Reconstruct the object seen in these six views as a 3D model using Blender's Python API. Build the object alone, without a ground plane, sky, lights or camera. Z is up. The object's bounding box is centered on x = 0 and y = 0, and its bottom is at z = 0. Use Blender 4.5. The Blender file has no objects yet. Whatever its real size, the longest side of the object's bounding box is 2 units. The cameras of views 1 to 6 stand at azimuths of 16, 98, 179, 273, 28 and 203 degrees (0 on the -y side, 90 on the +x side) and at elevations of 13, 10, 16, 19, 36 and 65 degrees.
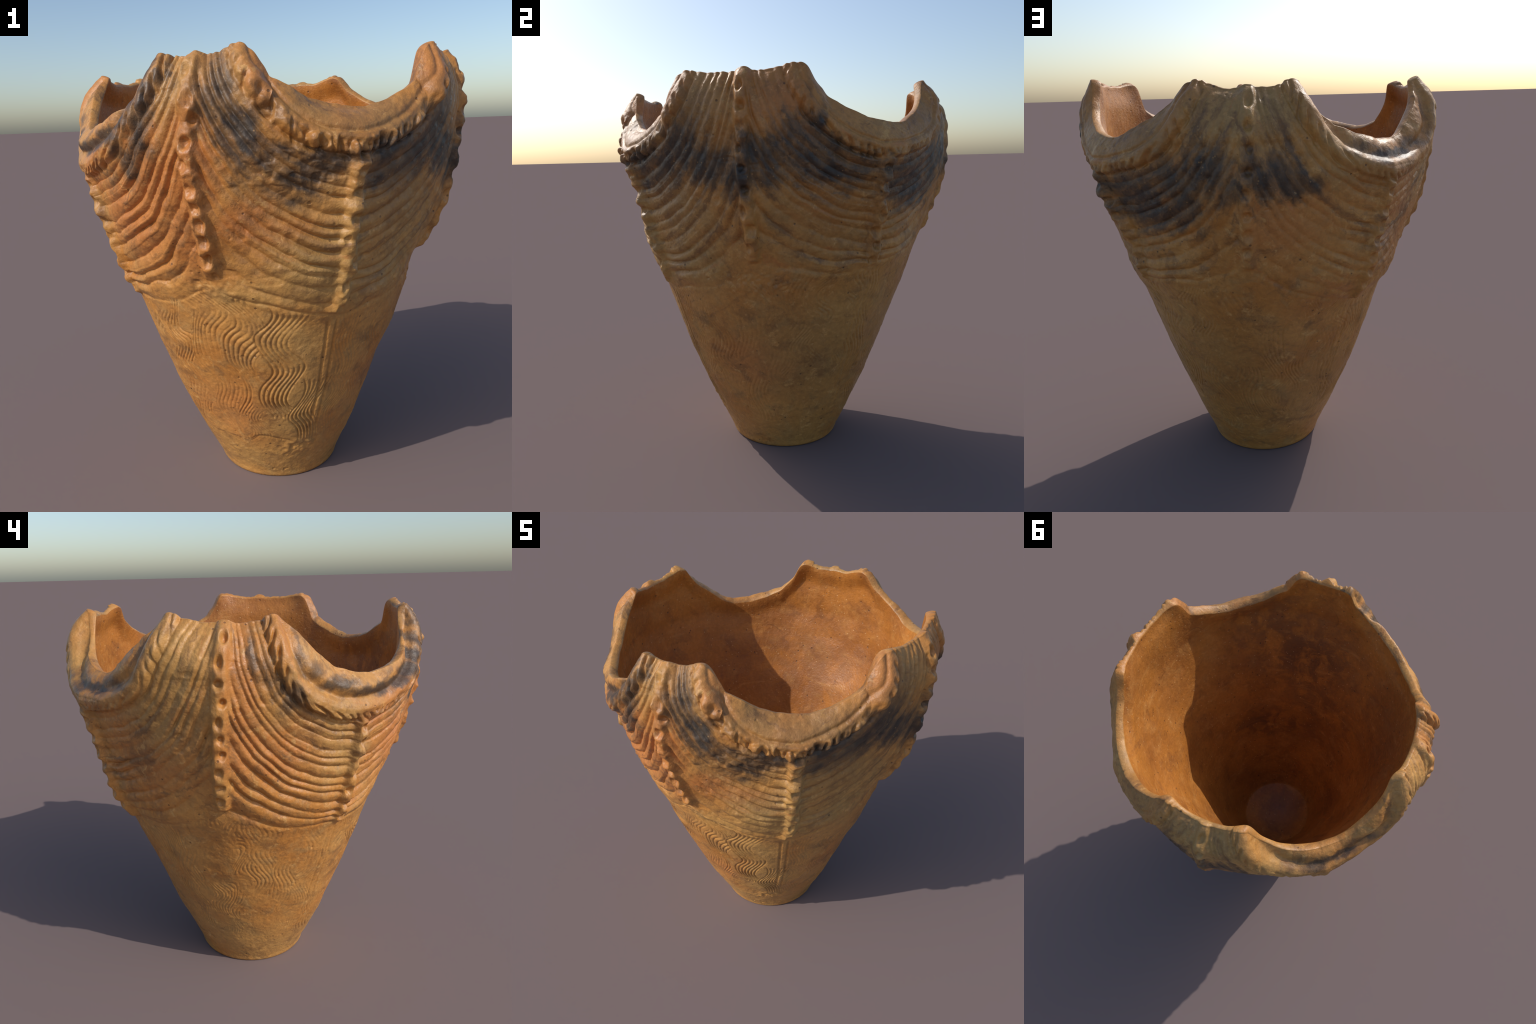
# Deep conical clay cooking pot with a castellated rim: four raised crests, four
# scooped dips edged by a notched roll, eight pitted applied ribs, swag grooves
# hung between the ribs and combed wavy strokes on the plain lower cone.
import bpy
import numpy as np

rng = np.random.default_rng(20)
D2R = np.pi / 180.0

# ----------------------------------------------------------------- helpers
def smooth(a, b, x):
    t = np.clip((x - a) / (b - a), 0.0, 1.0)
    return t * t * (3 - 2 * t)


def wrap(d):
    return (d + 180.0) % 360.0 - 180.0


class Noise:
    """Smooth lattice noise in 3D, about -1..1."""

    def __init__(self, seed):
        r = np.random.default_rng(seed)
        self.perm = np.concatenate([r.permutation(512)] * 3).astype(np.int32)
        self.val = (r.random(512) * 2 - 1).astype(np.float32)

    def __call__(self, p, scale):
        q = p * scale + 37.3
        i = np.floor(q).astype(np.int32)
        f = (q - i).astype(np.float32)
        f = f * f * f * (f * (f * 6 - 15) + 10)
        out = 0.0
        for dx in (0, 1):
            for dy in (0, 1):
                for dz in (0, 1):
                    h = self.perm[(i[..., 0] + dx) & 511]
                    h = self.perm[h + ((i[..., 1] + dy) & 511)]
                    h = self.perm[h + ((i[..., 2] + dz) & 511)]
                    w = np.where(dx, f[..., 0], 1 - f[..., 0]) * np.where(dy, f[..., 1], 1 - f[..., 1]) * np.where(dz, f[..., 2], 1 - f[..., 2])
                    out = out + w * self.val[h]
        return out

    def fbm(self, p, scale, octaves):
        return sum(self(p + 5.1 * k, scale * 2.03**k) * 0.5**k for k in range(octaves))


def periodic(az_knots, values):
    """Smooth periodic interpolation in azimuth (Catmull-Rom on uneven knots)."""
    a = np.array(az_knots, float)
    v = np.array(values, float)
    o = np.argsort(a)
    a, v = a[o], v[o]
    a = np.concatenate([a[-3:] - 360, a, a[:3] + 360])
    v = np.concatenate([v[-3:], v, v[:3]])
    m = np.empty_like(v)
    m[1:-1] = (v[2:] - v[:-2]) / (a[2:] - a[:-2])
    m[0], m[-1] = m[1], m[-2]

    def f(x):
        x = x % 360.0
        k = np.clip(np.searchsorted(a, x, side="right") - 1, 0, len(a) - 2)
        h = a[k + 1] - a[k]
        t = (x - a[k]) / h
        return ((1 + 2 * t) * (1 - t) ** 2 * v[k] + t * (1 - t) ** 2 * h * m[k] + t * t * (3 - 2 * t) * v[k + 1] + t * t * (t - 1) * h * m[k + 1])

    return f


def linear_periodic(pairs):
    a = np.array([p[0] for p in pairs], float)
    v = np.array([p[1] for p in pairs], float)
    return lambda x: np.interp(x, a, v, period=360.0)


# ------------------------------------------------------------ design values
# Azimuth 0 faces -y, 90 faces +x.  Ribs: (azimuth high, azimuth low, foot z,
# relief, half width, pit depth, roughness of the modelling)
CREST_RIBS = [
    dict(top=356.9, low=357.2, foot=1.14, h=0.029, w=0.030, pit=0.022, rag=0.9, start=0.055, step=0.074),
    dict(top=85.8, low=87.2, foot=1.14, h=0.030, w=0.029, pit=0.025, rag=0.5, start=0.07, step=0.085),
    dict(top=176.8, low=174.3, foot=1.21, h=0.020, w=0.027, pit=0.021, rag=0.2, start=0.05, step=0.083),
    dict(top=268.2, low=264.2, foot=1.135, h=0.028, w=0.031, pit=0.026, rag=0.15, start=0.055, step=0.0755),
]
DIP_RIBS = [
    dict(top=37.6, low=37.3, foot=0.965, h=0.028, w=0.031, pit=0.018, rag=1.0, start=0.06, step=0.09),
    dict(top=126.3, low=131.6, foot=1.10, h=0.038, w=0.029, pit=0.028, rag=0.7, start=0.05, step=0.075),
    dict(top=218.4, low=217.2, foot=0.985, h=0.032, w=0.029, pit=0.024, rag=0.35, start=0.05, step=0.075),
    dict(top=308.2, low=312.0, foot=0.985, h=0.030, w=0.031, pit=0.023, rag=0.9, start=0.05, step=0.072),
]
MID_AZ = [357.2, 86.8, 175.4, 265.5]
DIP_AZ = [37.4, 128.5, 217.8, 310.2]

# height of the rim against azimuth
RIM = [
    (0, 1.948), (4, 1.955), (7.5, 1.972), (9.5, 1.974), (11.3, 1.955), (13.1, 1.912), (15, 1.87), (20.5, 1.834), (26.3, 1.795), (31, 1.776), (36, 1.764),
    (42, 1.76), (49, 1.779), (55.6, 1.817), (60.2, 1.853), (62.2, 1.92), (63.7, 1.965), (66, 1.99), (69.5, 1.988), (75, 1.975), (82, 1.972), (86, 1.98),
    (91, 1.975), (96, 1.985), (100.5, 1.998), (104, 1.995), (105.4, 1.975), (106.6, 1.928), (110.3, 1.868), (115.8, 1.825), (123, 1.779), (132, 1.755),
    (137, 1.763), (147.5, 1.831), (156, 1.90), (159, 1.955), (161.5, 1.969), (165, 1.958), (171, 1.935), (177, 1.936), (184, 1.935), (189, 1.957),
    (191.5, 1.957), (192.9, 1.943), (196, 1.873), (202, 1.793), (209, 1.745), (217, 1.716), (225, 1.711), (230, 1.736), (235, 1.787), (242, 1.856),
    (247.5, 1.934), (249, 1.962), (252, 1.97), (256, 1.952), (261, 1.935), (267, 1.935), (273, 1.932), (279, 1.943), (282.5, 1.958), (285, 1.957),
    (286.2, 1.938), (289.5, 1.885), (295.2, 1.807), (299.9, 1.756), (307.9, 1.721), (314, 1.71), (320, 1.721), (328, 1.744), (338, 1.807), (344.2, 1.882),
    (346, 1.943), (347.2, 1.962), (349, 1.961), (353, 1.948),
]
# outer radius of the rim against azimuth
RIM_R = [
    (357, 0.80), (9, 0.80), (14, 0.795), (28, 0.785), (42, 0.785), (56, 0.80), (67, 0.82), (86, 0.822), (100, 0.822), (108, 0.828), (118, 0.848), (131, 0.852),
    (145, 0.838), (160, 0.792), (176, 0.785), (190, 0.772), (197, 0.775), (210, 0.785), (224, 0.79), (240, 0.795), (251, 0.785), (268, 0.775), (284, 0.768),
    (292, 0.785), (310, 0.815), (325, 0.83), (338, 0.825), (348, 0.808),
]
# crest line of the notched roll around each dip: (azimuth, z)
ROLLS = [
    [(8.6, 1.965), (9.6, 1.90), (13.0, 1.828), (17.3, 1.748), (22, 1.69), (27, 1.655), (33.8, 1.638), (38, 1.634), (44, 1.65), (51.2, 1.685), (57.4, 1.735), (61.8, 1.793), (65.5, 1.865), (67.8, 1.985)],
    [(100.2, 1.99), (100.8, 1.94), (103.3, 1.86), (106.3, 1.787), (112.6, 1.714), (118.4, 1.667), (126, 1.632), (134, 1.638), (144.3, 1.668), (152.5, 1.724), (159.4, 1.834), (162.5, 1.96)],
    [(188.6, 1.95), (192.2, 1.833), (196.9, 1.735), (201.5, 1.673), (208.6, 1.619), (218.4, 1.58), (227, 1.592), (234.2, 1.617), (240, 1.655), (244.7, 1.704), (249.4, 1.834), (253.2, 1.962)],
    [(281.4, 1.955), (282.9, 1.819), (286, 1.708), (291.2, 1.632), (300, 1.572), (309.2, 1.556), (319.5, 1.571), (328, 1.61), (335.3, 1.662), (342, 1.761), (347.2, 1.845), (349.4, 1.955)],
]
# per dip: relief of roll, notch depth, notch step, how crumbled, hollow of the lip
ROLL_STYLE = [
    dict(h=0.030, notch=0.017, step=0.036, rag=0.85, lip=0.012),
    dict(h=0.026, notch=0.014, step=0.034, rag=0.3, lip=0.005),
    dict(h=0.026, notch=0.011, step=0.038, rag=0.1, lip=-0.010),
    dict(h=0.028, notch=0.016, step=0.038, rag=0.3, lip=-0.012),
]
# swag grooves of the eight half panels, keyed (crest, dip): foot z at the dip
# rib, rise at the crest rib, groove spacing and depth
SWAGS = {
    (0, 0): (0.965, 0.14, 0.050, 0.017), (1, 0): (0.962, 0.135, 0.058, 0.016), (1, 1): (1.06, 0.06, 0.046, 0.016), (2, 1): (1.105, 0.10, 0.046, 0.013),
    (2, 2): (0.995, 0.20, 0.055, 0.014), (3, 2): (0.985, 0.125, 0.052, 0.014), (3, 3): (0.985, 0.13, 0.044, 0.013), (0, 3): (0.985, 0.125, 0.060, 0.016),
}

# ------------------------------------------------------------ the bare wall
RIB_AZ = sorted([(a, ("m", i)) for i, a in enumerate(MID_AZ)] + [(a, ("d", i)) for i, a in enumerate(DIP_AZ)])
WALL = {  # radius of the wall (without relief) at each rib for z = 1.1 1.3 1.5 1.65 1.78
    ("m", 0): (0.708, 0.797, 0.858, 0.892, 0.897), ("m", 1): (0.703, 0.807, 0.862, 0.888, 0.905), ("m", 2): (0.722, 0.82, 0.882, 0.898, 0.895), ("m", 3): (0.715, 0.80, 0.85, 0.882, 0.885),
    ("d", 0): (0.728, 0.786, 0.838, 0.885, 0.90), ("d", 1): (0.748, 0.803, 0.856, 0.89, 0.90), ("d", 2): (0.742, 0.80, 0.852, 0.88, 0.89), ("d", 3): (0.718, 0.775, 0.822, 0.872, 0.89),
}
CONE_Z = np.array([0.0, 0.012, 0.04, 0.2, 0.4, 0.6, 0.8, 0.95])
CONE_R = np.array([0.299, 0.306, 0.314, 0.384, 0.463, 0.537, 0.608, 0.655])


def cone_radius(a_deg, i):
    a = a_deg * D2R
    z = CONE_Z[i]
    ex, ey = 0.030 - 0.0186 * z, -0.001 + 0.0065 * z
    lean = min(1.0, z / 0.45)
    bulge = 0.018 * np.exp(-((wrap(a_deg - 35) / 28.0) ** 2)) + 0.016 * np.exp(-((wrap(a_deg - 322) / 24.0) ** 2)) + 0.016 * np.exp(-((wrap(a_deg - 140) / 24.0) ** 2)) + 0.004
    bulge = bulge + 0.012 * np.exp(-((wrap(a_deg - 170) / 22.0) ** 2)) - 0.010 * np.exp(-((wrap(a_deg - 205) / 16.0) ** 2)) - 0.010 * np.exp(-((wrap(a_deg - 108) / 16.0) ** 2))
    return CONE_R[i] + ex * np.sin(a) - ey * np.cos(a) + bulge * lean


Z_KNOT = np.concatenate([CONE_Z, [1.1, 1.3, 1.5, 1.65, 1.78]])


def hermite_column(zk, rk, z):
    """Monotone-ish cubic through (zk, rk[:, column]) at z[:, column]."""
    m = np.empty_like(rk)
    m[1:-1] = (rk[2:] - rk[:-2]) / (zk[2:] - zk[:-2])[:, None]
    m[0], m[-1] = (rk[1] - rk[0]) / (zk[1] - zk[0]), (rk[-1] - rk[-2]) / (zk[-1] - zk[-2])
    d = np.diff(rk, axis=0) / np.diff(zk)[:, None]
    m[1:-1] = np.where(np.abs(m[1:-1]) > 2.5 * np.minimum(abs(d[1:]), abs(d[:-1])), 2.5 * np.minimum(abs(d[1:]), abs(d[:-1])) * np.sign(m[1:-1]), m[1:-1])
    k = np.clip(np.searchsorted(zk, z, side="right") - 1, 0, len(zk) - 2)
    col = np.broadcast_to(np.arange(rk.shape[1]), z.shape)
    h = zk[k + 1] - zk[k]
    t = np.clip((z - zk[k]) / h, 0, 1)
    return (1 + 2 * t) * (1 - t) ** 2 * rk[k, col] + t * (1 - t) ** 2 * h * m[k, col] + t * t * (3 - 2 * t) * rk[k + 1, col] + t * t * (t - 1) * h * m[k + 1, col]


N = 1792
az = np.arange(N) * 360.0 / N
rim_z = linear_periodic(RIM)(az)
ker = np.exp(-0.5 * (np.arange(-9, 10) / 2.6) ** 2)
rim_z = np.convolve(np.concatenate([rim_z[-9:], rim_z, rim_z[:9]]), ker / ker.sum(), mode="valid")
wob = Noise(3)
ring = np.stack([np.sin(az * D2R), np.cos(az * D2R), 0 * az], -1)
rim_z += 0.003 * wob(ring, 9.0) + 0.002 * wob(ring, 25.0) - 0.005 - 0.010 * (1 - smooth(1.86, 1.95, rim_z))
rim_r = periodic([p[0] for p in RIM_R], [p[1] for p in RIM_R])(az)

# position of each column between its neighbouring ribs, for the slight facets
ks = np.array([a for a, _ in RIB_AZ])
kx = np.concatenate([ks, [ks[0] + 360]])
kk = np.searchsorted(kx, np.where(az < ks[0], az + 360, az), side="right") - 1
frac = (np.where(az < ks[0], az + 360, az) - kx[kk]) / (kx[kk + 1] - kx[kk])
facet = np.sin(np.pi * frac) ** 0.9

knot_r = np.array([cone_radius(az, i) for i in range(len(CONE_Z))] + [periodic([a for a, _ in RIB_AZ], [WALL[k][j] for _, k in RIB_AZ])(az) for j in range(5)])
FACET = np.array([0.0, 0.0, 0.0, 0.0, 0.0, 0.0, 0.0, 0.002, 0.006, 0.024, 0.032, 0.028, 0.020])
quiet = 1 - 0.5 * np.exp(-((wrap(az - 318) / 22.0) ** 4))
knot_r -= FACET[:, None] * (facet * quiet)[None]

castle = smooth(1.74, 1.93, rim_z)
shoulder_z = 1.615 + 0.115 * castle


def wall_radius(z):
    """Outer wall radius without relief, z of shape (rows, N)."""
    zc = np.minimum(z, shoulder_z[None])
    r = hermite_column(Z_KNOT, knot_r, zc)
    t = np.clip((z - shoulder_z) / (rim_z - shoulder_z), 0, 1.0)
    p = 1.45 + 0.55 * castle
    rs = hermite_column(Z_KNOT, knot_r, shoulder_z[None])[0]
    return r - np.where(z > shoulder_z, (rs - rim_r) * t**p, 0.0) + np.where(z > shoulder_z, 0.035 * t * (1 - t) * (1 + 0.2 * castle), 0)


# ------------------------------------------------------------ outer surface
ZB = 1.42
low = np.concatenate([np.linspace(0, 0.04, 14)[:-1], np.linspace(0.04, ZB, 350)])
up = np.linspace(0, 1, 151)[1:]
zg = np.concatenate([np.repeat(low[:, None], N, 1), ZB + up[:, None] * (rim_z[None] - ZB)])
M = zg.shape[0]
A = np.broadcast_to(az, zg.shape)
# hand-built swellings (+) and flats (-): azimuth, z, half width deg, half height, size
SWELL = [
    (22, 1.16, 13, 0.17, 0.034), (332, 1.38, 15, 0.20, 0.012), (298, 1.36, 9, 0.22, 0.016), (172, 1.08, 28, 0.15, 0.018), (143, 1.18, 11, 0.13, 0.026),
    (75, 1.0, 36, 0.07, 0.004), (265, 1.72, 17, 0.24, -0.012), (357, 1.72, 16, 0.20, -0.018), (86, 1.74, 14, 0.20, -0.014), (95, 1.28, 7, 0.10, -0.016),
    (183, 1.72, 14, 0.18, -0.010), (228, 0.85, 14, 0.22, -0.011), (200, 0.16, 30, 0.10, -0.008), (60, 0.30, 25, 0.20, -0.006), (132, 1.67, 22, 0.12, 0.020),
    (345, 1.63, 11, 0.12, 0.012), (129, 1.20, 7, 0.08, -0.018), (112, 1.42, 11, 0.10, 0.012), (200, 1.64, 15, 0.10, 0.018), (265, 1.13, 16, 0.06, -0.012), (250, 0.95, 12, 0.25, -0.007), (66, 0.62, 14, 0.12, -0.006), (104, 1.05, 14, 0.08, 0.010), (8, 1.78, 8, 0.16, -0.012), (310, 0.2, 20, 0.12, -0.005), (75, 0.55, 14, 0.14, -0.010),
    (270, 1.22, 26, 0.12, -0.016), (195, 0.98, 22, 0.13, 0.015), (240, 1.30, 12, 0.15, -0.013), (125, 1.27, 8, 0.12, -0.010), (97, 1.32, 8, 0.10, -0.006), (252, 0.75, 14, 0.20, -0.008),
    (9, 1.62, 9, 0.14, 0.010), (130, 1.56, 20, 0.06, 0.016),
]
R0 = wall_radius(zg)
for a_, z_, wa, wz, size in SWELL:
    R0 = R0 + size * np.exp(-((wrap(A - a_) / wa) ** 2) - ((zg - z_) / wz) ** 2)
sa, ca = np.sin(A * D2R), np.cos(A * D2R)
P = np.stack([R0 * sa, -R0 * ca, zg], -1)


def grid_normals(Q, closed_rows=False):
    du = np.roll(Q, -1, 1) - np.roll(Q, 1, 1)
    dv = np.gradient(Q, axis=0)
    n = np.cross(du, dv)
    return n / np.maximum(np.linalg.norm(n, axis=-1, keepdims=True), 1e-12)


NRM = grid_normals(P)
n1, n2, n3, n4 = Noise(11), Noise(12), Noise(13), Noise(14)
H = np.zeros_like(zg)
RAG = n1.fbm(P, 16.0, 3)                      # crumbly modelling noise
WARP = n2.fbm(P, 7.0, 2)
hand = 0.0055 * n3(P, 3.1) + 0.0032 * n3(P, 7.5) + 0.0015 * n4(P, 19.0)


def rib_azimuth(r, z):
    return r["low"] + wrap(r["top"] - r["low"]) * np.clip((z - 1.0) / 0.9, -0.2, 1.05)


# --- signed distance to every roll, arc length along it
d_roll = np.full(zg.shape, 9.0)
t_roll = np.zeros_like(zg)
i_roll = np.zeros(zg.shape, int)
d_panel = []
KX = 0.875 * D2R
for i, pts in enumerate(ROLLS):
    p = np.array(pts)
    xs = np.linspace(0, 1, len(p))
    q = np.linspace(0, 1, 90)
    mid = p[:, 0].mean()
    # smooth the polyline a little
    cx, cz = np.interp(q, xs, p[:, 0] - mid), np.interp(q, xs, p[:, 1])
    for _ in range(3):
        cx[1:-1] = (cx[:-2] + 2 * cx[1:-1] + cx[2:]) / 4
        cz[1:-1] = (cz[:-2] + 2 * cz[1:-1] + cz[2:]) / 4
    X, Z = cx * KX, cz
    L = np.concatenate([[0], np.cumsum(np.hypot(np.diff(X), np.diff(Z)))])
    cols = np.where(np.abs(wrap(az - mid)) < 54)[0]
    rows = np.where(low > 1.40)[0]
    r0 = rows[0] if len(rows) else len(low) - 1
    gx = (wrap(az[cols] - mid) * KX)[None] * np.ones((M - r0, 1))
    gz = zg[r0:, cols]
    best = np.full(gx.shape, 9.0)
    bt = np.zeros(gx.shape)
    side = np.ones(gx.shape)
    for k in range(len(X) - 1):
        ax, az_, bx, bz = X[k], Z[k], X[k + 1], Z[k + 1]
        ex, ez = bx - ax, bz - az_
        l2 = ex * ex + ez * ez
        lo = 0.0 if k else -0.6
        hi = 1.0 if k < len(X) - 2 else 1.6
        t = np.clip(((gx - ax) * ex + (gz - az_) * ez) / l2, lo * 30, hi if hi == 1.0 else 30)
        t = np.where((t < 0) & (k > 0), 0, t)
        dx, dz = gx - ax - t * ex, gz - az_ - t * ez
        d = np.hypot(dx, dz)
        m = d < best
        best[m] = d[m]
        bt[m] = (L[k] + t * (L[k + 1] - L[k]))[m]
        cr = ex * (gz - az_) - ez * (gx - ax)      # positive: inside the U
        side[m] = np.where(cr > 0, -1.0, 1.0)[m]
    far = np.full(zg.shape, 1.0)
    far[r0:, cols] = best * side
    far[:r0, cols] = np.hypot(0.0, 0.0) + (best * side)[0][None] + (zg[r0, cols][None] - zg[:r0, cols])
    d_panel.append(far)
    sub_d = d_roll[r0:, cols]
    use = best < np.abs(sub_d)
    sub_t, sub_i = t_roll[r0:, cols], i_roll[r0:, cols]
    sub_d[use] = (best * side)[use]
    sub_t[use] = (bt - L[-1] / 2)[use]
    sub_i[use] = i
    d_roll[r0:, cols], t_roll[r0:, cols], i_roll[r0:, cols] = sub_d, sub_t, sub_i

# --- swag grooves
below_roll = smooth(0.012, 0.05, d_roll)
WANDER = 0.34 * n4(P, 2.6) + 0.16 * n2(P, 10.0)
UNEVEN = np.clip(0.8 + 0.9 * n1(P, 4.5) + 0.4 * n3(P, 13.0), 0.5, 1.5)
CHIPS = smooth(0.45, 0.75, n4(P * np.array([1, 1, 1.6]), 17.0))
FOOT_WAVE = 0.006 * WARP + 0.012 * n4(P, 6.0)
GRIT = n3.fbm(P, 26.0, 2)
SMEAR = n2(P, 22.0)
JITTER = 0.22 * n4(P, 9.0)
BITE = np.clip(1 + 0.6 * n1(P, 8.0), 0.35, 1.5)
CHUNK = smooth(-0.12, 0.12, n2(P, 21.0)) - 0.5
U = np.ones_like(zg)
swag_zone = np.zeros_like(zg)
for (c, dpi), (foot, rise, step, depth) in SWAGS.items():
    a0, a1 = rib_azimuth(CREST_RIBS[c], zg), rib_azimuth(DIP_RIBS[dpi], zg)
    span = wrap(a1 - a0)
    u = wrap(A - a0) / span
    inside = (u >= 0) & (u < 1)
    uu = np.clip(u, 0, 1)
    g = (1 - uu) ** 2.3
    lift = zg - foot - rise * g + FOOT_WAVE
    # the strips hang between the foot line and the roll: they follow the foot
    # line low down and bend up to run beside the roll higher up
    roll_low = min(p[1] for p in ROLLS[dpi])
    hang = np.maximum(lift, 0.0) * (1 - 0.80 * (1 - uu) ** 1.7)
    dist = np.maximum(d_panel[dpi], 0.0) + 1e-4
    share = hang / (hang + dist)
    count = round((roll_low - foot) / step)
    ph = share * count + WANDER + np.minimum(lift, 0) / step
    ph = ph + 0.16 * np.sin(1.9 * ph + 2.3 * c + dpi)
    own = np.random.default_rng(300 + 10 * c + dpi).uniform(0.65, 1.35, 64)
    near_line = own[np.clip(np.round(ph).astype(int), 0, 63)]
    line = np.abs(np.sin(np.pi * ph))
    strip = (line**2 + 0.03) ** 0.25 - 1.0
    vary = UNEVEN
    ribgap = smooth(0.0, 0.05, uu * np.abs(span) * KX) * smooth(0.0, 0.045, (1 - uu) * np.abs(span) * KX)
    zone = smooth(-0.045, 0.022, lift)
    chip = CHIPS * (1 - 0.5 * line)
    h = zone * ((0.004 if dpi in (0, 3) and c == 0 else 0.001) + 1.3 * depth * (1 - 0.55 * smooth(rim_z[None] - 0.06, rim_z[None], zg)) * (strip + 0.30) * near_line * vary * ribgap - 0.004 * chip)
    if (c, dpi) == (0, 3):                       # stepped, overlapping strips
        saw = ph - np.floor(ph)
        h = h + zone * ribgap * 0.007 * (saw - 0.5)
    if (c, dpi) == (3, 3):
        h = h + zone * ribgap * 0.004 * ((ph - np.floor(ph)) - 0.5)
    H = np.where(inside, H + h * below_roll, H)
    swag_zone = np.where(inside, zone, swag_zone)

# --- ribs
rib_id = np.full(zg.shape, -1)
for n, rib in enumerate(CREST_RIBS + DIP_RIBS):
    ra = rib_azimuth(rib, zg)
    crest = n < 4
    s = wrap(A - ra) * D2R * R0 + 0.006 * rib["rag"] * WARP + 0.012 * rib["rag"] * n4(P * np.array([0.2, 0.2, 1.0]) + n, 6.0)
    if crest:
        ztop = np.interp(rib["top"], az, rim_z)
        end = smooth(rib["foot"] - 0.02, rib["foot"] + 0.02, zg)
        fade_top = (1.0 + 0.03 * smooth(1.6, 1.75, zg)) * (1.0 - 0.3 * smooth(ztop - 0.05, ztop, zg))
    else:
        ztop = min(p[1] for p in ROLLS[n - 4]) - 0.02
        end = smooth(rib["foot"] - 0.02, rib["foot"] + 0.02, zg) * (1 - smooth(ztop - 0.005, ztop + 0.03, zg))
        fade_top = 1.0
    w = rib["w"] * (1 + 0.18 * rib["rag"] * RAG)
    body = np.exp(-np.abs(s / w) ** 3.4)
    hh = rib["h"] * (1 + 0.25 * rib["rag"] * RAG) * body * end * fade_top
    pr = np.random.default_rng(100 + n)
    zc = ztop - rib["start"]
    hole = np.zeros_like(zg)
    while zc > rib["foot"] + 0.01:
        ds = pr.normal(0, 0.004 + 0.006 * rib["rag"])
        wx, wz = 0.0145 * pr.uniform(0.8, 1.2), 0.021 * pr.uniform(0.75, 1.25)
        dep = pr.uniform(0.75, 1.15)
        q = ((s - ds) / wx) ** 2 + ((zg - zc) / wz) ** 2
        hole = np.maximum(hole, dep * np.exp(-(q**1.8)))
        hh += 0.12 * rib["h"] * np.exp(-((s / (w * 1.05)) ** 4)) * np.exp(-(((zg - zc - rib["step"] / 2) / (0.25 * rib["step"])) ** 2)) * end
        zc -= rib["step"] * pr.uniform(1 - 0.05 - 0.15 * rib["rag"], 1.05 + 0.15 * rib["rag"])
    hh -= rib["pit"] * hole * end
    hh += 0.009 * rib["rag"] * GRIT * body * end
    H = H * (1 - 0.8 * body * end) + hh
    if rib["rag"] > 0.6:                        # smears of clay beside the rib
        halo = np.exp(-((s / (2.1 * w)) ** 2)) * end
        H += 0.004 * halo * SMEAR
    rib_id = np.where((np.abs(s) < 1.25 * rib["w"]) & (zg > rib["foot"] - 0.015) & (zg < (ztop + 0.002 if crest else ztop)), n, rib_id)

# --- rolls, their notches and the lip above
near = np.abs(d_roll) < 1.0
lip_mask = np.zeros_like(zg)
for i, st in enumerate(ROLL_STYLE):
    m = (i_roll == i) & near
    d = d_roll + 0.005 * st["rag"] * WARP
    t = t_roll
    rise = smooth(0.042, 0.016, d)                       # undercut below
    back = smooth(-0.075, -0.006, d)
    roll = st["h"] * rise * (0.42 + 0.58 * back)
    ends = 1 - 0.45 * smooth(1.86, 1.96, zg)
    roll = roll * ends * (1 + 0.22 * st["rag"] * RAG * smooth(-0.03, 0.0, d))
    lip = smooth(-0.018, -0.045, d)
    lipw = np.clip((-d - 0.03) / 0.075, 0, 1)
    if st["lip"] > 0:
        roll += st["lip"] * np.sin(np.pi * lipw) * lip
    else:                                               # sunk channel between rim bead and roll
        roll += (1.9 * st["lip"] * np.exp(-(((lipw - 0.36) / 0.30) ** 2)) + 0.006 * np.exp(-(((lipw - 1.0) / 0.25) ** 2))) * lip
    groove = np.exp(-(((d + 0.030) / 0.007) ** 2)) * (0.006 if i < 2 else 0.002)
    roll -= groove
    # slanting notches
    slant = np.where(t > 0, 0.9, -0.9) * d * (0.6 if i in (0, 1) else 1.0)
    pr = np.random.default_rng(60 + i)
    arm = smooth(0.12, 0.42, np.abs(t))                  # wider apart on the arms
    ph = (t + slant) / st["step"] - 0.36 * np.sign(t) * arm * np.abs(t) / st["step"] + JITTER
    saw = np.abs(ph - np.round(ph)) * 2
    v = np.maximum(0, 1 - saw / 0.55) ** 0.9
    zone = smooth(-0.008, 0.008, d) * smooth(0.048, 0.030, d) * (1 - 0.45 * smooth(1.80, 1.90, zg) * (i < 2))
    roll -= st["notch"] * v * zone * BITE
    crumble = st["rag"] * smooth(-0.02, 0.0, d) * smooth(0.06, 0.03, d) * (1 - 0.6 * smooth(1.80, 1.90, zg))
    if i == 0:
        crumble = crumble * (0.30 + 0.70 * smooth(0.16, 0.06, t)) * (1 - 0.6 * smooth(1.80, 1.92, zg))
    roll += 0.014 * crumble * RAG + 0.020 * crumble * CHUNK * (i == 0) + 0.006 * crumble * GRIT
    H = np.where(m & (d < 0.06), H * (1 - rise) + roll, H)
    lip_mask = np.where(m & (d < 0.030), 1.0 + i, lip_mask)

# crumbly patch of broken grooves left of the front dip rib
patch = np.exp(-((wrap(A - 22) / 15.0) ** 2) - ((zg - 1.56) / 0.10) ** 2)
H += patch * (0.005 * n2(P, 36.0) + 0.004 * RAG + 0.007 * (smooth(-0.15, 0.15, n1(P, 26.0)) - 0.5)) * smooth(-0.0, 0.05, d_roll)

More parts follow.
